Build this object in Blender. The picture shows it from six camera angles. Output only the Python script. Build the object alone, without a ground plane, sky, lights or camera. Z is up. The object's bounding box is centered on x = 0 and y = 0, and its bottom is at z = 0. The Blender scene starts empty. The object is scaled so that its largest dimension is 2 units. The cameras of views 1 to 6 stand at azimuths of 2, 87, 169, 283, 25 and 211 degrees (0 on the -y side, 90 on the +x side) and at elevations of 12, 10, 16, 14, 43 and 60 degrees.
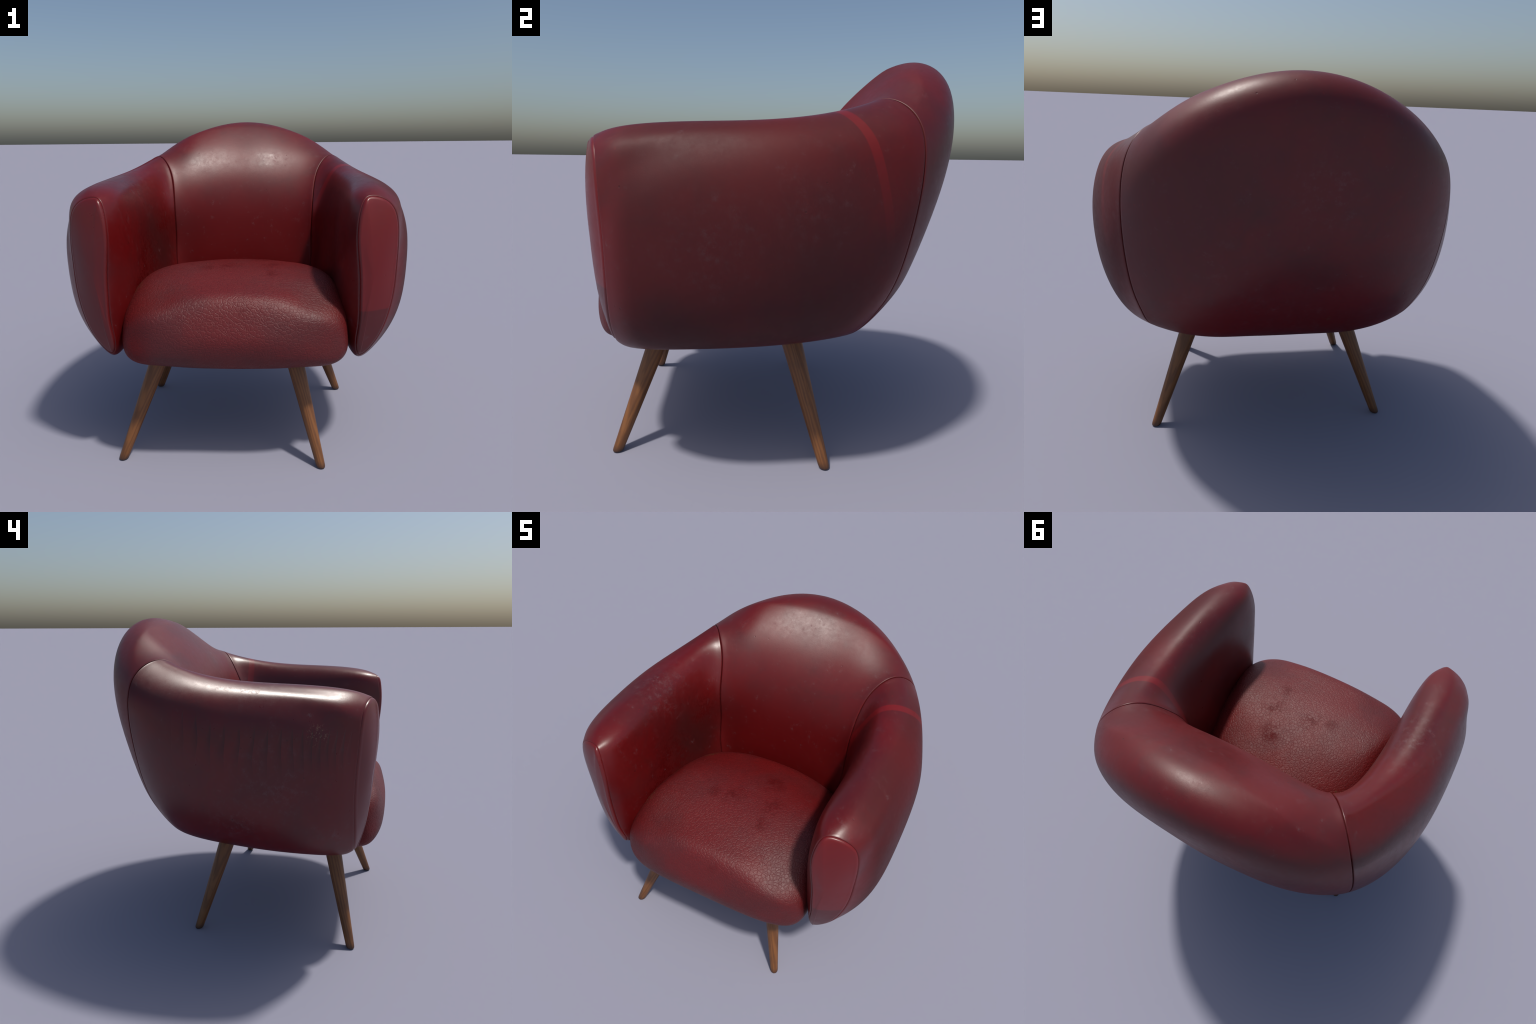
"""Tub armchair in worn red leather on four splayed wooden legs.

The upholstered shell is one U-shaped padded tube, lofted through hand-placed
cross-sections from the front of one arm, round the back, to the other arm.
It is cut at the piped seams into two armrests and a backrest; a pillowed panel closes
the front of each arm.  A domed, pebble-grained cushion fills the seat."""
import bpy
import math
import numpy as np

# ---------------------------------------------------------------- profiles
# Cross-sections of the right half of the shell (the left half is mirrored).
# Each ring starts at the lowest point, climbs the inner face, goes over the
# top roll and comes down the outer face.
SECTIONS = [
    ("front_seam", [
        (0.689, -0.736, 0.657), (0.661, -0.762, 0.739), (0.670, -0.785, 0.850), (0.670, -0.800, 0.980),
        (0.664, -0.813, 1.130), (0.646, -0.826, 1.300), (0.652, -0.822, 1.430), (0.676, -0.808, 1.512),
        (0.718, -0.791, 1.536), (0.792, -0.773, 1.517), (0.854, -0.754, 1.447), (0.875, -0.744, 1.310),
        (0.872, -0.735, 1.149), (0.860, -0.732, 0.995), (0.821, -0.736, 0.839), (0.761, -0.736, 0.719),
    ]),
    ("arm_tip", [
        (0.694, -0.689, 0.626), (0.637, -0.685, 0.702), (0.617, -0.703, 0.828), (0.610, -0.714, 0.963),
        (0.604, -0.727, 1.114), (0.603, -0.736, 1.286), (0.616, -0.731, 1.445), (0.651, -0.723, 1.538),
        (0.739, -0.712, 1.566), (0.812, -0.690, 1.546), (0.882, -0.673, 1.489), (0.907, -0.664, 1.385),
        (0.929, -0.657, 1.245), (0.927, -0.653, 1.063), (0.893, -0.651, 0.870), (0.805, -0.661, 0.709),
    ]),
    ("arm_front", [
        (0.713, -0.398, 0.627), (0.618, -0.399, 0.683), (0.575, -0.393, 0.809), (0.563, -0.390, 0.948),
        (0.571, -0.390, 1.099), (0.583, -0.391, 1.274), (0.602, -0.391, 1.452), (0.661, -0.386, 1.565),
        (0.753, -0.381, 1.599), (0.834, -0.371, 1.578), (0.895, -0.363, 1.545), (0.944, -0.362, 1.471),
        (0.980, -0.361, 1.347), (0.989, -0.353, 1.140), (0.962, -0.357, 0.898), (0.865, -0.379, 0.692),
    ]),
    ("arm_rear", [
        (0.620, -0.065, 0.623), (0.529, -0.085, 0.687), (0.504, -0.088, 0.812), (0.515, -0.084, 0.963),
        (0.539, -0.077, 1.128), (0.566, -0.059, 1.304), (0.599, -0.035, 1.469), (0.649, -0.018, 1.580),
        (0.724, 0.002, 1.618), (0.820, 0.025, 1.600), (0.908, 0.050, 1.535), (0.958, 0.069, 1.422),
        (0.983, 0.073, 1.260), (0.970, 0.054, 1.029), (0.901, 0.022, 0.796), (0.769, -0.023, 0.652),
    ]),
    ("side_seam", [
        (0.526, 0.253, 0.622), (0.472, 0.137, 0.673), (0.449, 0.141, 0.799), (0.469, 0.165, 0.978),
        (0.475, 0.192, 1.169), (0.480, 0.200, 1.363), (0.504, 0.277, 1.558), (0.556, 0.351, 1.671),
        (0.620, 0.424, 1.714), (0.690, 0.501, 1.688), (0.754, 0.565, 1.594), (0.788, 0.579, 1.430),
        (0.791, 0.552, 1.206), (0.764, 0.499, 0.957), (0.722, 0.421, 0.785), (0.667, 0.330, 0.670),
    ]),
    ("shoulder", [
        (0.350, 0.286, 0.597), (0.324, 0.180, 0.645), (0.300, 0.176, 0.790), (0.280, 0.188, 0.972),
        (0.265, 0.201, 1.158), (0.258, 0.221, 1.333), (0.262, 0.257, 1.505), (0.292, 0.343, 1.654),
        (0.341, 0.442, 1.786), (0.412, 0.588, 1.854), (0.452, 0.702, 1.833), (0.499, 0.791, 1.700),
        (0.452, 0.793, 1.410), (0.417, 0.681, 1.036), (0.381, 0.591, 0.841), (0.354, 0.417, 0.638),
    ]),
    ("back_middle", [
        (0.000, 0.240, 0.551), (0.000, 0.195, 0.640), (0.000, 0.185, 0.790), (0.000, 0.192, 0.975),
        (0.000, 0.204, 1.160), (0.000, 0.225, 1.330), (0.000, 0.266, 1.492), (0.000, 0.316, 1.660),
        (0.000, 0.433, 1.791), (0.000, 0.542, 1.896), (0.000, 0.731, 1.960), (0.000, 0.877, 1.835),
        (0.000, 0.845, 1.514), (0.000, 0.767, 1.171), (0.000, 0.611, 0.889), (0.000, 0.408, 0.653),
    ]),
]
STATION = [0.0, 0.13, 0.45, 0.82, 1.30, 1.70, 2.10]      # position along the tube
SEAM_T = STATION[4]

# Half outlines of the cushion (front middle -> back middle), bottom to top.
CUSHION_RINGS = [
    [(0.000, -0.830, 0.606), (0.264, -0.816, 0.606), (0.440, -0.770, 0.605), (0.518, -0.644, 0.596), (0.516, -0.421, 0.597), (0.480, -0.174, 0.598), (0.429, 0.035, 0.599), (0.240, 0.145, 0.599), (0.000, 0.165, 0.599)],
    [(0.000, -0.870, 0.648), (0.322, -0.877, 0.669), (0.526, -0.828, 0.649), (0.616, -0.727, 0.663), (0.607, -0.478, 0.659), (0.544, -0.182, 0.662), (0.486, 0.064, 0.661), (0.271, 0.188, 0.660), (0.000, 0.208, 0.659)],
    [(0.000, -0.899, 0.749), (0.332, -0.889, 0.763), (0.530, -0.835, 0.765), (0.622, -0.737, 0.784), (0.593, -0.497, 0.772), (0.569, -0.184, 0.766), (0.506, 0.077, 0.764), (0.281, 0.205, 0.762), (0.000, 0.222, 0.759)],
    [(0.000, -0.883, 0.847), (0.297, -0.871, 0.866), (0.476, -0.837, 0.884), (0.608, -0.725, 0.875), (0.613, -0.483, 0.885), (0.581, -0.174, 0.878), (0.493, 0.085, 0.876), (0.274, 0.186, 0.864), (0.000, 0.202, 0.859)],
    [(0.000, -0.840, 0.950), (0.265, -0.825, 0.957), (0.433, -0.770, 0.946), (0.570, -0.631, 0.972), (0.575, -0.425, 0.991), (0.546, -0.171, 0.968), (0.444, 0.033, 0.958), (0.244, 0.128, 0.963), (0.000, 0.152, 0.960)],
    [(0.000, -0.743, 1.022), (0.202, -0.704, 1.018), (0.353, -0.630, 1.018), (0.453, -0.524, 1.042), (0.449, -0.362, 1.060), (0.397, -0.201, 1.050), (0.327, -0.066, 1.029), (0.176, 0.011, 1.032), (0.000, 0.024, 1.031)],
]
CUSHION_BOTTOM = (0.0, -0.34, 0.566)
CUSHION_TOP = (0.0, -0.34, 1.073)
CUSHION_SPANS = [.42, .10, .09, .10, .11, .19, .40]       # distance from ring to ring, pole to pole

# Feet: where each leg stands and which way it splays (degrees from +x).
LEG_FEET = [
    (0.484, -0.795, -54.6),
    (-0.664, -0.737, -144.8),
    (0.675, 0.219, 36.0),
    (-0.648, 0.240, 143.2),
]
LEG_SPLAY = 0.447          # sideways run per unit of height


# ---------------------------------------------------------------- splines
def spline_matrix(knots, at, period=None):
    """Rows that turn control values into points on a natural / periodic cubic spline."""
    knots, at = np.asarray(knots, float), np.asarray(at, float)
    n = len(knots)
    A, R = np.zeros((n, n)), np.zeros((n, n))
    if period:
        h = np.diff(np.r_[knots, knots[0] + period])
        for i in range(n):
            hm, hp = h[i - 1], h[i]
            A[i, i - 1] += hm / 6
            A[i, i] += (hm + hp) / 3
            A[i, (i + 1) % n] += hp / 6
            R[i, i - 1] += 1 / hm
            R[i, i] -= 1 / hm + 1 / hp
            R[i, (i + 1) % n] += 1 / hp
        ends = np.r_[knots, knots[0] + period]
        i = np.clip(np.searchsorted(ends, at, "right") - 1, 0, n - 1)
        j = (i + 1) % n
    else:
        h = np.diff(knots)
        A[0, 0] = A[-1, -1] = 1
        for i in range(1, n - 1):
            A[i, i - 1:i + 2] = h[i - 1] / 6, (h[i - 1] + h[i]) / 3, h[i] / 6
            R[i, i - 1:i + 2] = 1 / h[i - 1], -1 / h[i - 1] - 1 / h[i], 1 / h[i]
        ends = knots
        i = np.clip(np.searchsorted(ends, at, "right") - 1, 0, n - 2)
        j = i + 1
    M = np.linalg.solve(A, R)
    step = (ends[i + 1] - ends[i])[:, None]
    b = (at - ends[i])[:, None] / step
    a = 1 - b
    I = np.eye(n)
    return a * I[i] + b * I[j] + ((a ** 3 - a) * M[i] + (b ** 3 - b) * M[j]) * step ** 2 / 6


HALF = np.array([ring for _, ring in SECTIONS])
HALF[-1, :, 0] = 0.0
FULL = np.concatenate([HALF, HALF[-2::-1] * np.array([-1, 1, 1])])
STATIONS = np.r_[STATION, 2 * STATION[-1] - np.array(STATION[-2::-1])]
T_END = STATIONS[-1]
AROUND = 176
RING = spline_matrix(np.arange(16), np.arange(AROUND) / AROUND * 16, 16)


def shell_points(t):
    W = spline_matrix(STATIONS, t)
    return np.einsum("ta,avc,wv->twc", W, FULL, RING)


def relaxed_inner_face():
    """How far the leather stretched over the inner back eases the padding flat.

    Diffuses the inner face between the side seams (which stay put) and
    returns the stations and the easing displacement at each of them."""
    t = np.linspace(SEAM_T, T_END - SEAM_T, 75)
    P = shell_points(t)
    v = np.arange(AROUND) / AROUND * 16
    ramp = lambda a, lo, hi: np.clip((a - lo) / (hi - lo), 0, 1)
    cols = ramp(v, 3.0, 4.5) * ramp(v, 9.3, 8.3)
    rows = ramp(np.minimum(t - t[0], t[-1] - t), 0.0, 0.10)
    free = (rows[:, None] * cols[None, :])[..., None]
    Q = P.copy()
    for _ in range(130):
        lap = np.zeros_like(Q)
        lap[1:-1] = Q[2:] + Q[:-2] - 2 * Q[1:-1]
        lap += np.roll(Q, 1, 1) + np.roll(Q, -1, 1) - 2 * Q
        Q += 0.22 * free * lap
    return t, Q - P


EASE_T, EASE = relaxed_inner_face()


def eased_points(t):
    """Tube points at stations t with the relaxed inner back."""
    P = shell_points(t)
    if t.min() < SEAM_T - 1e-6 and t.max() <= SEAM_T + 1e-6 or t.min() >= T_END - SEAM_T - 1e-6:
        return P
    W = spline_matrix(EASE_T, np.clip(t, EASE_T[0], EASE_T[-1]))
    return P + np.einsum("ta,avc->tvc", W, EASE)


def shell_frame(t):
    """Points and outward normals of the tube at the stations t."""
    e = 1e-3
    P = eased_points(t)
    along = shell_points(np.clip(t + e, 0, T_END)) - shell_points(np.clip(t - e, 0, T_END))
    around = np.roll(P, -1, 1) - np.roll(P, 1, 1)
    N = np.cross(along, around)
    N /= np.linalg.norm(N, axis=2)[..., None] + 1e-12
    # outward: away from the core of each ring
    core = P.mean(1, keepdims=True)
    if ((P - core) * N).sum() < 0:
        N = -N
    speed = np.linalg.norm(along, axis=2) / (2 * e)
    return P, N, speed


def stations_between(t0, t1, pitch=0.022):
    """Stations that crowd together next to both ends, where the seams roll in."""
    near = np.array([0, .0022, .0045, .007, .010, .0135, .018, .024, .032])
    mid = np.linspace(t0 + .032, t1 - .032, int((t1 - t0) / pitch))[1:-1]
    return np.r_[t0 + near, mid, t1 - near[::-1]]


# ---------------------------------------------------------------- meshes
ROOT = bpy.data.objects.new("armchair", None)
bpy.context.collection.objects.link(ROOT)
ROOT["label"] = "red leather tub armchair with splayed wooden legs"
ROOT["category"] = "armchair"


def add_mesh(name, verts, faces, mats, parent, slots=None):
    me = bpy.data.meshes.new(name)
    me.from_pydata([tuple(v) for v in verts], [], [tuple(f) for f in faces])
    for m in mats:
        me.materials.append(m)
    me.polygons.foreach_set("use_smooth", [True] * len(me.polygons))
    if slots is not None:
        me.polygons.foreach_set("material_index", slots)
    me.update()
    ob = bpy.data.objects.new(name, me)
    bpy.context.collection.objects.link(ob)
    ob.parent = parent
    return ob


def grid_faces(rows, cols, flip=False):
    """Quads of a strip of closed rings."""
    f = []
    for i in range(rows - 1):
        for j in range(cols):
            k = (j + 1) % cols
            q = (i * cols + j, i * cols + k, (i + 1) * cols + k, (i + 1) * cols + j)
            f.append(q[::-1] if flip else q)
    return f


def outward(verts, faces, centre_rows):
    """True when the first faces wind the wrong way."""
    v = np.asarray(verts)
    q = np.array(faces[len(faces) // 3])
    n = np.cross(v[q[1]] - v[q[0]], v[q[2]] - v[q[0]])
    return np.dot(n, v[q].mean(0) - centre_rows) < 0


SEAM_DEPTH, SEAM_WIDTH = 0.0070, 0.0032


def shell_piece(name, t0, t1, mats, slot_of=None):
    t = stations_between(t0, t1)
    P, N, speed = shell_frame(t)
    # the padding rolls in at both ends and swells slightly beside the seams
    for end in (t0, t1):
        d = np.abs(t - end)[:, None] * speed
        fold = SEAM_DEPTH * np.exp(-(d / SEAM_WIDTH) ** 2) - 0.0006 * np.exp(-((d - 0.016) / 0.010) ** 2)
        P = P - N * fold[..., None]
    # tuck the cut edges inside so that no gap shows
    lip0 = P[0] - N[0] * 0.02
    lip1 = P[-1] - N[-1] * 0.02
    V = np.concatenate([lip0[None], P, lip1[None]])
    rows = len(V)
    faces = grid_faces(rows, AROUND)
    mid = rows // 2
    if outward(V.reshape(-1, 3), faces[mid * AROUND:mid * AROUND + 3], V[mid].mean(0)):
        faces = grid_faces(rows, AROUND, True)
    slots = None
    if slot_of:
        tt = np.r_[t[0], t, t[-1]]
        slots = []
        for i in range(rows - 1):
            slots += [slot_of(0.5 * (tt[i] + tt[i + 1]))] * AROUND
    return add_mesh(name, V.reshape(-1, 3), faces, mats, ROOT, slots)


def front_panel(side, mats, parent):
    """Pillowed leather panel that closes the front of an arm."""
    loop = shell_points(np.array([0.0]))[0] * np.array([side, 1, 1])
    tang = np.roll(loop, -1, 0) - np.roll(loop, 1, 0)
    inward = np.stack([-tang[:, 2], np.zeros(len(loop)), tang[:, 0]], 1)
    inward /= np.linalg.norm(inward, axis=1)[:, None]
    core = loop.mean(0)
    if ((core - loop) * inward).sum() < 0:
        inward = -inward
    rings = []
    # (inset from the seam, how far the padding stands out)
    for inset, out in ((.0030, -.022), (.0026, -.010), (.0028, -.004), (.0038, .0015), (.0060, .0055), (.0100, .0095), (.0160, .0130)):
        r = loop + inward * inset
        r[:, 1] -= out
        rings.append(r)
    last = rings[-1]
    core = last.mean(0)
    # the face lies on the best plane through its edge; the edge's own waviness dies out inwards
    flat = np.c_[np.ones(len(last)), last[:, 0], last[:, 2]]
    plane = np.linalg.lstsq(flat, last[:, 1], rcond=None)[0]
    wave = last[:, 1] - flat @ plane
    core[1] = plane[0] + plane[1] * core[0] + plane[2] * core[2]
    for s in (.93, .85, .75, .64, .52, .40, .28, .17, .08):
        r = core + (last - core) * s
        r[:, 1] = plane[0] + plane[1] * r[:, 0] + plane[2] * r[:, 2] + wave * s ** 4
        r[:, 1] -= PANEL_BULGE * (1 - s ** 2.2)
        rings.append(r)
    V = np.concatenate(rings)
    faces = grid_faces(len(rings), AROUND)
    tip = core.copy()
    tip[1] -= PANEL_BULGE
    V = np.vstack([V, tip])
    base = (len(rings) - 1) * AROUND
    faces += [(base + j, base + (j + 1) % AROUND, len(V) - 1) for j in range(AROUND)]
    if outward(V, faces[len(faces) - 30:], core + np.array([0, .5, 0])):
        faces = [f[::-1] for f in faces]
    return add_mesh("front_panel", V, faces, mats, parent)


PANEL_BULGE = 0.030


def seat_cushion(mats):
    across, up = 160, 220
    rings = []
    for half in CUSHION_RINGS:
        h = np.array(half)
        rings.append(np.concatenate([h, h[7:0:-1] * np.array([-1, 1, 1])]))
    dense = np.einsum("wv,lvc->lwc", spline_matrix(np.arange(16), np.arange(across) / across * 16, 16), np.array(rings))
    half = across // 2
    one = np.ones((1, half, 1))
    # each pair of opposite meridians is one closed loop over both poles
    loops = np.concatenate([np.array(CUSHION_BOTTOM) * one, dense[:, :half], np.array(CUSHION_TOP) * one, dense[::-1, half:]])
    spans = np.array(CUSHION_SPANS + CUSHION_SPANS[::-1])
    knots = np.r_[0, np.cumsum(spans)][:-1]
    m = spans.sum() / 2                       # from pole to pole
    s = np.linspace(0, m, up + 1)[1:-1]
    W = spline_matrix(knots, np.r_[s, m + s], 2 * m)
    S = np.einsum("tl,lwc->twc", W, loops)
    k = len(s)
    V = np.concatenate([S[:k], S[k:][::-1]], 1)          # k rings of `across` points
    # round the crown off with one smooth dome where the meridians meet
    depth = (s - (m - CUSHION_SPANS[-1] * 1.25)) / (CUSHION_SPANS[-1] * 0.75)
    inside = np.clip(depth, 0, 1)
    inside = (inside * inside * (3 - 2 * inside))[:, None]
    near = np.abs(s - (m - CUSHION_SPANS[-1])) < 0.16

    def dome(p):
        x2, yy = p[..., 0] ** 2, p[..., 1] + 0.34
        return np.stack([np.ones_like(x2), yy, yy ** 2, x2, x2 * yy, x2 ** 2, yy ** 3, yy ** 4, x2 * yy ** 2], -1)

    ring_pts = V[near].reshape(-1, 3)
    fit = np.linalg.lstsq(np.vstack([dome(ring_pts), 40 * dome(np.array([CUSHION_TOP]))]),
                          np.r_[ring_pts[:, 2], 40 * CUSHION_TOP[2]], rcond=None)[0]
    V[..., 2] = V[..., 2] * (1 - inside) + (dome(V) @ fit) * inside
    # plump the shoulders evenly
    full = np.clip((V[..., 2] - 0.82) / 0.20, 0, 1)[..., None]
    full[-3:] = 0
    for _ in range(14):
        lap = np.zeros_like(V)
        lap[1:-1] = V[2:] + V[:-2] - 2 * V[1:-1]
        lap += np.roll(V, 1, 1) + np.roll(V, -1, 1) - 2 * V
        V += 0.2 * full * lap
    verts = V.reshape(-1, 3)
    faces = grid_faces(k, across)
    top, bottom = len(verts), len(verts) + 1
    verts = np.vstack([verts, np.r_[CUSHION_TOP[:2], dome(np.array(CUSHION_TOP)) @ fit], CUSHION_BOTTOM])
    b = (k - 1) * across
    faces += [(b + j, b + (j + 1) % across, top) for j in range(across)]
    faces += [((j + 1) % across, j, bottom) for j in range(across)]
    if outward(verts, faces[:k * across // 2], np.array([0, -.35, .8])):
        faces = [f[::-1] for f in faces]
    return add_mesh("seat_cushion", verts, faces, mats, ROOT)


def leg_mesh(mats):
    """Round tapered leg standing on its foot at the origin, leaning towards -x going up."""
    around, height = 40, 0.70
    axis = np.array([-LEG_SPLAY, 0, 1.0])
    unit = axis / np.linalg.norm(axis)
    u = np.array([0, 1.0, 0])
    w = np.cross(unit, u)
    verts = []
    # (height up the leg, radius); the foot is softly rounded and cut level
    prof = [(0.000, .0130), (0.0005, .0185), (0.003, .0222), (0.008, .0246), (0.016, .0257)]
    prof += [(h, .0256 + (h - .016) * .0460) for h in np.linspace(.05, height, 28)]
    for h, r in prof:
        for a in range(around):
            an = 2 * math.pi * a / around
            p = r * (math.cos(an) * u + math.sin(an) * w)
            level = min(1.0, h / 0.12)
            level = level * level * (3 - 2 * level)
            p = p - axis * p[2] * (1 - level)            # slide along the axis to a level cut
            verts.append(p + axis * h)
    faces = grid_faces(len(prof), around)
    faces.append(tuple(range(around)))
    faces.append(tuple(range(len(verts) - around, len(verts)))[::-1])
    if outward(verts, faces[:60], np.array([-LEG_SPLAY * .02, 0, .02])):
        faces = [f[::-1] for f in faces]
    me = bpy.data.meshes.new("leg")
    me.from_pydata([tuple(v) for v in verts], [], faces)
    me.polygons.foreach_set("use_smooth", [len(p.vertices) == 4 for p in me.polygons])
    for m in mats:
        me.materials.append(m)
    me.update()
    return me


# ---------------------------------------------------------------- materials
class Nodes:
    """Small helper for wiring a node tree."""

    def __init__(self, name):
        self.mat = bpy.data.materials.new(name)
        self.mat.use_nodes = True
        self.nt = self.mat.node_tree
        self.bsdf = self.nt.nodes["Principled BSDF"]
        self.coord = self.nt.nodes.new("ShaderNodeTexCoord").outputs["Object"]

    def put(self, socket, value):
        if isinstance(value, bpy.types.NodeSocket):
            self.nt.links.new(value, socket)
        elif isinstance(value, tuple) and len(value) == 3 and socket.type == "RGBA":
            socket.default_value = (*value, 1)
        else:
            socket.default_value = value

    def math(self, op, a, b=0.0, clamp=False):
        n = self.nt.nodes.new("ShaderNodeMath")
        n.operation, n.use_clamp = op, clamp
        self.put(n.inputs[0], a)
        self.put(n.inputs[1], b)
        return n.outputs[0]

    def mapped(self, scale=(1, 1, 1), offset=(0, 0, 0), rot=(0, 0, 0), src=None):
        n = self.nt.nodes.new("ShaderNodeMapping")
        self.put(n.inputs["Vector"], src or self.coord)
        n.inputs["Scale"].default_value = scale
        n.inputs["Location"].default_value = offset
        n.inputs["Rotation"].default_value = rot
        return n.outputs[0]

    def noise(self, scale, detail=2.0, rough=0.5, vec=None, distort=0.0, offset=None):
        n = self.nt.nodes.new("ShaderNodeTexNoise")
        if offset:
            vec = self.mapped(offset=offset, src=vec)
        self.put(n.inputs["Vector"], vec or self.coord)
        n.inputs["Scale"].default_value = scale
        n.inputs["Detail"].default_value = detail
        n.inputs["Roughness"].default_value = rough
        n.inputs["Distortion"].default_value = distort
        return n.outputs["Fac"]

    def voronoi(self, scale, feature, vec=None, rand=1.0):
        n = self.nt.nodes.new("ShaderNodeTexVoronoi")
        n.feature = feature
        self.put(n.inputs["Vector"], vec or self.coord)
        n.inputs["Scale"].default_value = scale
        n.inputs["Randomness"].default_value = rand
        return n.outputs["Distance"]

    def span(self, v, lo, hi, to_lo=0.0, to_hi=1.0, smooth=True):
        n = self.nt.nodes.new("ShaderNodeMapRange")
        n.interpolation_type = "SMOOTHSTEP" if smooth else "LINEAR"
        self.put(n.inputs["Value"], v)
        for k, x in zip(("From Min", "From Max", "To Min", "To Max"), (lo, hi, to_lo, to_hi)):
            n.inputs[k].default_value = x
        return n.outputs["Result"]

    def mix(self, fac, a, b, blend="MIX"):
        n = self.nt.nodes.new("ShaderNodeMix")
        n.data_type, n.blend_type = "RGBA", blend
        self.put(n.inputs["Factor"], fac)
        self.put(n.inputs[6], a)
        self.put(n.inputs[7], b)
        return n.outputs[2]

    def axes(self, src=None):
        n = self.nt.nodes.new("ShaderNodeSeparateXYZ")
        self.put(n.inputs[0], src or self.coord)
        return n.outputs

    def bump(self, height, strength, distance, normal=None):
        n = self.nt.nodes.new("ShaderNodeBump")
        n.inputs["Strength"].default_value = strength
        n.inputs["Distance"].default_value = distance
        self.put(n.inputs["Height"], height)
        if normal:
            self.put(n.inputs["Normal"], normal)
        return n.outputs[0]

    def surface(self):
        """The surface normal: the vector and its x, y, z."""
        n = self.nt.nodes.new("ShaderNodeNewGeometry").outputs["Normal"]
        return n, self.axes(n)

    def leaned(self, normal, vector, amount):
        """The normal, leaned along a vector by an amount."""
        s = self.nt.nodes.new("ShaderNodeVectorMath")
        s.operation = "SCALE"
        s.inputs[0].default_value = vector
        self.put(s.inputs["Scale"], amount)
        a = self.nt.nodes.new("ShaderNodeVectorMath")
        a.operation = "ADD"
        self.put(a.inputs[0], normal)
        self.put(a.inputs[1], s.outputs[0])
        n = self.nt.nodes.new("ShaderNodeVectorMath")
        n.operation = "NORMALIZE"
        self.put(n.inputs[0], a.outputs[0])
        return n.outputs[0]

    def blob(self, centre, radius, soft=0.5):
        """Soft ball-shaped mask around a spot, with a ragged edge."""
        n = self.nt.nodes.new("ShaderNodeVectorMath")
        n.operation = "DISTANCE"
        self.put(n.inputs[0], self.coord)
        n.inputs[1].default_value = centre
        d = n.outputs["Value"]
        return self.span(d, radius, radius * (1 - soft), 0.0, 1.0)


DEEP = (0.084, 0.0060, 0.0068)
RICH = (0.112, 0.0035, 0.0040)
BROWN = (0.056, 0.0095, 0.0090)
DUST = (0.150, 0.090, 0.098)
BRIGHT = (0.200, 0.0055, 0.0065)
OLIVE = (0.085, 0.075, 0.030)
TAN = (0.30, 0.17, 0.10)


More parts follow.
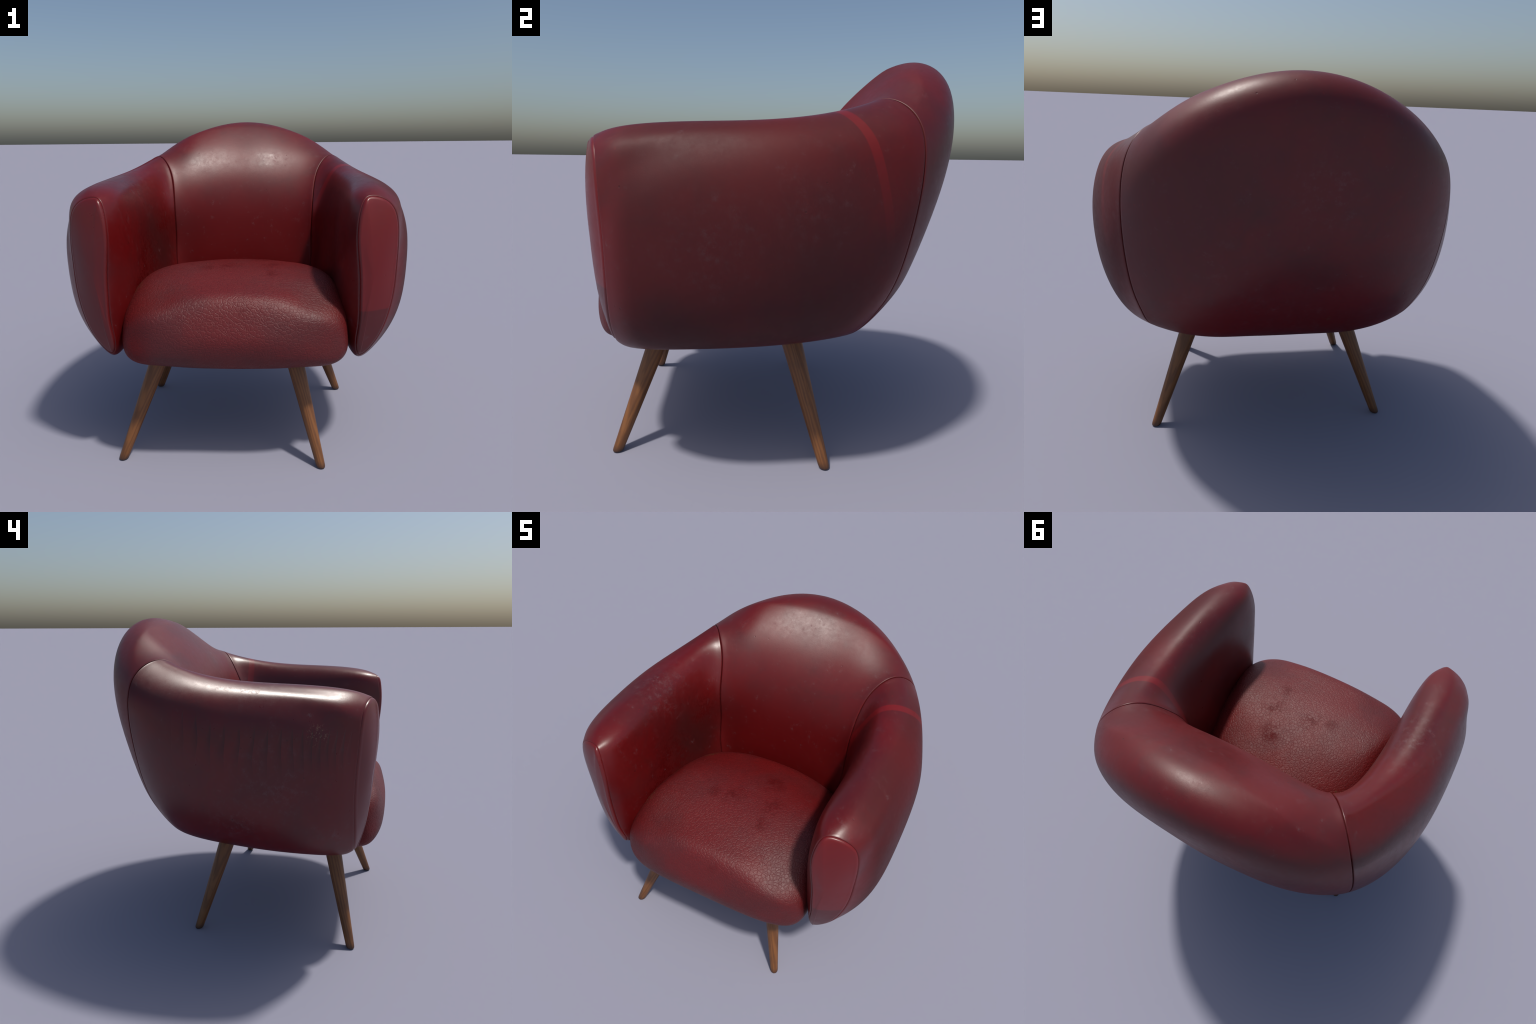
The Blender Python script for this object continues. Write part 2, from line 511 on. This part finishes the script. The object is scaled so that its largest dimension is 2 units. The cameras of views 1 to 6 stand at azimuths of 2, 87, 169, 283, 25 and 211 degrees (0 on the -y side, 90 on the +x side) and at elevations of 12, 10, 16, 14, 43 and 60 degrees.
def leather(name, stains=(), shades=(), rich_spots=(), dust_spots=(), olive_spots=(), tan_spots=(), bright=None, seat=False, sawtooth_shading=False, slack=None, dull=None, matt=None, shine=0.30, seed=0.0):
    g = Nodes(name)
    x, y, z = g.axes()
    off = (seed * 3.7, seed * 1.9, seed * 2.3)
    # broad uneven dye
    cloud = g.noise(2.1, 4, 0.55, offset=off)
    col = g.mix(g.span(cloud, 0.36, 0.62), DEEP, RICH)
    stain = g.noise(4.3, 6, 0.62, offset=(off[0] + 5, off[1], off[2]), distort=0.4)
    col = g.mix(g.math("MULTIPLY", g.span(stain, 0.50, 0.74), 0.12 if seat else 0.40), col, BROWN)
    gloss = g.noise(3.0, 5, 0.6, offset=(off[0] + 9, off[1], off[2]))
    ragged = g.noise(15, 8, 0.72, offset=(off[0], off[1] + 4, off[2]))
    grit = g.noise(24, 8, 0.8, offset=(off[0] + 3, off[1], off[2]))
    fine = g.noise(70, 6, 0.75, offset=(off[0], off[1] + 8, off[2]))
    for c, r in rich_spots:
        col = g.mix(g.math("MULTIPLY", g.blob(c, r, 0.9), 0.85), col, RICH)
    matted = g.math("ADD", 0.0, 0.0)
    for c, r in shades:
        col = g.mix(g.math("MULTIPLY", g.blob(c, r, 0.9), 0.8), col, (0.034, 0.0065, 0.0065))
    for c, r in stains:
        m = g.math("MULTIPLY", g.blob(c, r, 0.9), g.span(ragged, 0.42, 0.58))
        col = g.mix(g.math("MULTIPLY", m, 0.62), col, (0.068, 0.0026, 0.0030))
        matted = g.math("MAXIMUM", matted, m)
    # dull film of dust: faint everywhere, thick in patches
    film = g.span(ragged, 0.52, 0.74)
    patch = g.span(g.noise(1.7, 3, 0.5, offset=(off[0], off[1], off[2] + 6)), 0.46, 0.66)
    dust = g.math("MULTIPLY", g.math("MULTIPLY", film, patch), 0.13)
    fleck = g.math("MULTIPLY", g.span(grit, 0.54, 0.70), g.span(ragged, 0.46, 0.64))
    dust = g.math("ADD", dust, g.math("MULTIPLY", fleck, 0.02 if seat else 0.40))
    for c, r in dust_spots:
        m = g.math("MULTIPLY", g.blob(c, r, 0.95), g.math("MULTIPLY", g.span(grit, 0.46, 0.72), g.span(ragged, 0.36, 0.66)))
        dust = g.math("MAXIMUM", dust, g.math("MULTIPLY", m, 0.62))
    col = g.mix(dust, col, DUST)
    # scuffs: the surface is rubbed to a brighter red
    where = g.span(g.noise(3.4, 2, 0.5, offset=(off[0] + 2, off[1] + 2, off[2])), 0.50, 0.64)
    scuff = g.math("MULTIPLY", g.span(g.noise(34, 7, 0.78, offset=off), 0.60, 0.68), where)
    col = g.mix(g.math("MULTIPLY", scuff, 0.6), col, (0.17, 0.004, 0.005))
    # small pits
    pit = g.span(g.voronoi(16, "F1"), 0.10, 0.03)
    pick = g.span(g.noise(16, 1, 0.5, offset=(1 + seed, 3, 5)), 0.58, 0.62)
    pits = g.math("MULTIPLY", pit, pick)
    col = g.mix(g.math("MULTIPLY", pits, 0.6), col, (0.03, 0.003, 0.003))
    for c, r in olive_spots:
        m = g.math("MULTIPLY", g.blob(c, r, 0.8), g.span(fine, 0.50, 0.60))
        col = g.mix(g.math("MULTIPLY", m, 0.9), col, OLIVE)
    for c, r in tan_spots:
        m = g.math("MULTIPLY", g.blob(c, r, 0.95), g.span(fine, 0.55, 0.60))
        col = g.mix(g.math("MULTIPLY", m, 0.6), col, TAN)
    if bright:
        col = bright(g, col, x, y, z)
    rough = g.span(gloss, 0.3, 0.7, shine, shine + 0.07, False)
    rough = g.math("ADD", rough, g.math("MULTIPLY", dust, 0.35))
    rough = g.math("SUBTRACT", rough, g.math("MULTIPLY", g.span(ragged, 0.56, 0.72), 0.08))
    rough = g.math("ADD", rough, g.span(grit, 0.35, 0.65, -0.03, 0.05, False))
    if seat:
        rough = g.math("ADD", rough, 0.19)
        warp = g.nt.nodes.new("ShaderNodeTexNoise")
        warp.inputs["Scale"].default_value = 22
        warp.inputs["Detail"].default_value = 3
        g.put(warp.inputs["Vector"], g.coord)
        shift = g.nt.nodes.new("ShaderNodeVectorMath")
        shift.operation = "MULTIPLY_ADD"
        g.put(shift.inputs[0], warp.outputs["Color"])
        shift.inputs[1].default_value = (0.022, 0.022, 0.022)
        g.put(shift.inputs[2], g.coord)
        cells = g.voronoi(48, "DISTANCE_TO_EDGE", shift.outputs[0])
        small = g.voronoi(84, "DISTANCE_TO_EDGE", shift.outputs[0])
        pebble = g.math("ADD", g.span(cells, 0.0, 0.16), g.math("MULTIPLY", g.span(small, 0.0, 0.14), 0.30))
        normal = g.bump(pebble, 0.42, 0.0021)
        normal = g.bump(fine, 0.05, 0.0015, normal)
        crease = g.span(cells, 0.05, 0.0)
        col = g.mix(g.math("MULTIPLY", crease, 0.25), col, (0.035, 0.004, 0.004))
    else:
        skin = g.voronoi(190, "F1")
        normal = g.bump(skin, 0.05, 0.0015, slack(g, x, y, z) if slack else None)  # slack: tilted normal that steers where the highlight falls
        normal = g.bump(ragged, 0.04, 0.002, normal)
        normal = g.bump(pits, 0.35, -0.002, normal)
    level = 0.5
    if matt:
        level = g.math("SUBTRACT", level, g.math("MULTIPLY", matt(g, x, y, z), 0.34))
    level = g.math("SUBTRACT", level, g.math("MULTIPLY", matted, 0.22), True)
    g.put(g.bsdf.inputs["Specular IOR Level"], level)
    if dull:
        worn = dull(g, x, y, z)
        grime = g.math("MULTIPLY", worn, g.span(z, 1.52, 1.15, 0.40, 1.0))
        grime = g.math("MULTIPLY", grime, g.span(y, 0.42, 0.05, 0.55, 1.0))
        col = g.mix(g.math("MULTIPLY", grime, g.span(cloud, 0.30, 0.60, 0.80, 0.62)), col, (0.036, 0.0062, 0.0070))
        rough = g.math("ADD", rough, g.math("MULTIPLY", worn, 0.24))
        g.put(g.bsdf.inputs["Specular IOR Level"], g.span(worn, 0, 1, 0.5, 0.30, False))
    if sawtooth_shading:
        # row of shading wedges drawn in dark colour and bump below the arm roll
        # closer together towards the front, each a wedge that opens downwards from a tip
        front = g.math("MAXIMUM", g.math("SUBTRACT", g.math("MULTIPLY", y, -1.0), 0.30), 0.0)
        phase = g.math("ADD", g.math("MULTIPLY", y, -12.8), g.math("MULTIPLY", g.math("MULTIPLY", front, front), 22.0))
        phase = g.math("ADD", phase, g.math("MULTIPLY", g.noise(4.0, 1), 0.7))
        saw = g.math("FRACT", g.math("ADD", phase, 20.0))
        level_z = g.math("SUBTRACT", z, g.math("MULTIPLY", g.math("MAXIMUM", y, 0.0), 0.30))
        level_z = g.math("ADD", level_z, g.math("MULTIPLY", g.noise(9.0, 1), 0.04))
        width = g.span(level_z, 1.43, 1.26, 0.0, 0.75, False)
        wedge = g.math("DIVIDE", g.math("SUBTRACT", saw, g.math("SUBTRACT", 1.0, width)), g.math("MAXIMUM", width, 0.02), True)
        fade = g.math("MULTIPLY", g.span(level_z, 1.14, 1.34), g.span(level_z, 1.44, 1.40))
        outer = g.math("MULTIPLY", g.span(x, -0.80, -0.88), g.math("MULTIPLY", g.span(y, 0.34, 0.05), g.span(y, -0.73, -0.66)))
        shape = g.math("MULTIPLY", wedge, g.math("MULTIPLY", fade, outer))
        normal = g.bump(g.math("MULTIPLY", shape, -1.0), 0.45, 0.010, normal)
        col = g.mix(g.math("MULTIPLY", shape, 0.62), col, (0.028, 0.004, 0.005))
    g.put(g.bsdf.inputs["Base Color"], col)
    g.put(g.bsdf.inputs["Roughness"], rough)
    g.put(g.bsdf.inputs["Normal"], normal)
    return g.mat


def wood(name):
    g = Nodes(name)
    # straighten the lean so that the grain runs down the leg
    x, y, z = g.axes()
    comb = g.nt.nodes.new("ShaderNodeCombineXYZ")
    info = g.nt.nodes.new("ShaderNodeObjectInfo")
    g.put(comb.inputs[0], g.math("ADD", g.math("ADD", x, g.math("MULTIPLY", z, LEG_SPLAY)), g.math("MULTIPLY", info.outputs["Random"], 3.0)))
    g.put(comb.inputs[1], y)
    g.put(comb.inputs[2], z)
    v = comb.outputs[0]
    long = g.mapped(scale=(1, 1, 0.07), src=v)
    fibre = g.noise(150, 4, 0.65, vec=long)
    band = g.nt.nodes.new("ShaderNodeTexWave")
    band.wave_type, band.bands_direction = "BANDS", "DIAGONAL"
    g.put(band.inputs["Vector"], g.mapped(scale=(1, 1, 0.05), src=v))
    band.inputs["Scale"].default_value = 26
    band.inputs["Distortion"].default_value = 5.5
    band.inputs["Detail"].default_value = 2.5
    band.inputs["Detail Scale"].default_value = 1.2
    rings = g.span(band.outputs["Fac"], 0.1, 0.8)
    col = g.mix(rings, (0.145, 0.053, 0.0145), (0.205, 0.078, 0.0205))
    col = g.mix(g.math("MULTIPLY", g.span(fibre, 0.50, 0.72), 0.55), col, (0.070, 0.026, 0.0095))
    worn = g.noise(7, 3, 0.6, vec=v)
    col = g.mix(g.math("MULTIPLY", g.span(worn, 0.5, 0.75), 0.35), col, (0.075, 0.030, 0.013))
    col = g.mix(g.span(z, 0.045, 0.0), col, (0.060, 0.024, 0.012))
    g.put(g.bsdf.inputs["Base Color"], col)
    g.put(g.bsdf.inputs["Roughness"], g.span(fibre, 0.3, 0.7, 0.42, 0.55, False))
    g.put(g.bsdf.inputs["Normal"], g.bump(fibre, 0.15, 0.001))
    return g.mat


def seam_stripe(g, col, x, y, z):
    """Brighter red band that slants across the arm beside the side seam."""
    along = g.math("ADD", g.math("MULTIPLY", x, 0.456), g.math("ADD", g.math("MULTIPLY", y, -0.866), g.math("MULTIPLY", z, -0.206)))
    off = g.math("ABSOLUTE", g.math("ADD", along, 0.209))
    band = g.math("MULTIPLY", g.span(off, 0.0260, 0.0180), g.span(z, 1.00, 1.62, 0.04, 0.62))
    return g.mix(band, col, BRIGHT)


def highlight_lean_back(g, x, y, z):
    """Shading normals of the inner back tilted sideways to shift the sun highlight left."""
    n, (nx, ny, nz) = g.surface()
    m = g.math("MULTIPLY", g.span(ny, -0.05, -0.60), g.span(nz, 0.10, 0.62))
    m = g.math("MULTIPLY", m, g.math("MULTIPLY", g.span(x, -0.52, -0.30), g.span(x, 0.36, -0.05)))
    return g.leaned(n, (0.42, 0, 0), m)


def highlight_lean_arm(g, x, y, z):
    """Normals on the outer shoulder tilted forward to draw a sun streak along it."""
    n, (nx, ny, nz) = g.surface()
    m = g.math("MULTIPLY", g.span(nx, -0.05, -0.45), g.span(nz, 0.05, 0.40))
    m = g.math("MULTIPLY", m, g.span(y, -0.62, 0.35, 0.15, 0.80, False))
    return g.leaned(n, (0, -1.0, 0), m)


def matt_back(g, x, y, z):
    """Less glossy area low on the inner face and along the bottom."""
    inner = g.math("MULTIPLY", g.span(z, 1.68, 1.22), g.span(y, 0.55, 0.38))
    return g.math("MAXIMUM", inner, g.span(z, 0.98, 0.68))


def matt_arm(g, x, y, z):
    inner = g.math("MULTIPLY", g.span(z, 1.52, 1.25), g.span(x, -0.72, -0.62))
    return g.math("MAXIMUM", inner, g.math("MULTIPLY", g.span(z, 0.80, 0.60), 0.8))


def matt_seat(g, x, y, z):
    rear = g.span(y, -0.50, -0.02, 0.0, 0.75)
    return g.math("MAXIMUM", rear, g.math("MULTIPLY", g.span(x, -0.38, -0.56), 0.8))


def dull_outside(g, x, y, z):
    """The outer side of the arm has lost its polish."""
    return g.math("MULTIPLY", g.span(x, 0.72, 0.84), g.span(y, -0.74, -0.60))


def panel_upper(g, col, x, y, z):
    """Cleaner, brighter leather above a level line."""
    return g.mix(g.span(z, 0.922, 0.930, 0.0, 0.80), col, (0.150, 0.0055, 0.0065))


# ---------------------------------------------------------------- assembly
back_leather = leather("back_leather", seed=0.0, slack=highlight_lean_back, matt=matt_back, shine=0.41,
                       rich_spots=[((0, .15, 1.10), .62), ((0, .10, 1.0), .60), ((.15, .62, .70), .45)],
                       dust_spots=[((-.62, .62, .78), .22), ((-.1, .82, 1.45), .28), ((-.62, .68, 1.55), .16), ((.6, .7, 1.5), .12)],
                       olive_spots=[((.02, .64, .85), .05), ((-.22, .55, .74), .05)])
right_leather = leather("arm_leather", seed=1.3, bright=seam_stripe, dull=dull_outside,
                        dust_spots=[((.93, -.05, .74), .26), ((.98, -.30, 1.1), .40), ((.98, .1, 1.2), .30), ((.55, -.75, .95), .12), ((.55, -.5, 1.3), .2)],
                        rich_spots=[((.9, -.05, 1.45), .35), ((.85, 0, .68), .12)])
left_leather = leather("left_arm_leather", seed=2.6, shades=[((-.50, -.10, 1.15), .46)], sawtooth_shading=True, slack=highlight_lean_arm, matt=matt_arm,
                       stains=[((-.56, -.3, 1.1), .3), ((-.58, -.45, 1.0), .25), ((-.5, .05, 1.3), .2)],
                       rich_spots=[((-.62, -.62, .95), .3), ((-.8, .3, .7), .25)],
                       dust_spots=[((-.86, -.60, .78), .24), ((-.93, -.1, .85), .3), ((-.72, -.2, 1.60), .35), ((-.97, -.3, 1.1), .4)],
                       tan_spots=[((-.965, -.54, 1.37), .085), ((-.52, .2, 1.60), .05)])
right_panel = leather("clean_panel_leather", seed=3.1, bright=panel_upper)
left_panel = leather("panel_leather", seed=4.4, bright=lambda g, col, x, y, z: g.mix(0.6, col, (0.125, 0.0085, 0.0095)), rich_spots=[((-.77, -.78, 1.1), .9)])
seat_leather = leather("pebbled_leather", seat=True, matt=matt_seat, seed=5.2,
                       rich_spots=[((-.35, -.02, .98), .3), ((-.5, -.25, .95), .2), ((.5, .0, .95), .15)],
                       stains=[((.20, -.34, 1.06), .13), ((.12, -.16, 1.06), .12), ((-.06, -.36, 1.07), .12), ((.20, -.50, 1.05), .09), ((-.18, -.40, 1.06), .08), ((.05, -.80, .93), .08)],
                       
                       olive_spots=[((-.57, -.55, .95), .09), ((-.56, -.30, .98), .06), ((-.45, .0, .97), .07)])
leg_wood = wood("walnut_wood")

seam = leather("seam_leather", seed=0.7, bright=lambda g, col, x, y, z: g.mix(0.55, col, (0.040, 0.0030, 0.0035)), matt=lambda g, x, y, z: 1.0, shine=0.55)


def in_seam(t):
    """The narrow strip of leather that turns in at a side seam."""
    return 1 if min(abs(t - SEAM_T), abs(t - (T_END - SEAM_T))) < 0.0050 else 0


back = shell_piece("backrest", SEAM_T, T_END - SEAM_T, [back_leather, seam], in_seam)
arm_r = shell_piece("armrest", 0.0, SEAM_T, [right_leather, seam], in_seam)
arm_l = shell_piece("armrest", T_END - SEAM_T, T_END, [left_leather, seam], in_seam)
front_panel(1, [right_panel], arm_r)
front_panel(-1, [left_panel], arm_l)
seat_cushion([seat_leather])

leg = leg_mesh([leg_wood])
for fx, fy, turn in LEG_FEET:
    ob = bpy.data.objects.new("leg", leg)
    bpy.context.collection.objects.link(ob)
    ob.parent = ROOT
    ob.location = (fx, fy, 0)
    ob.rotation_euler = (0, 0, math.radians(turn))
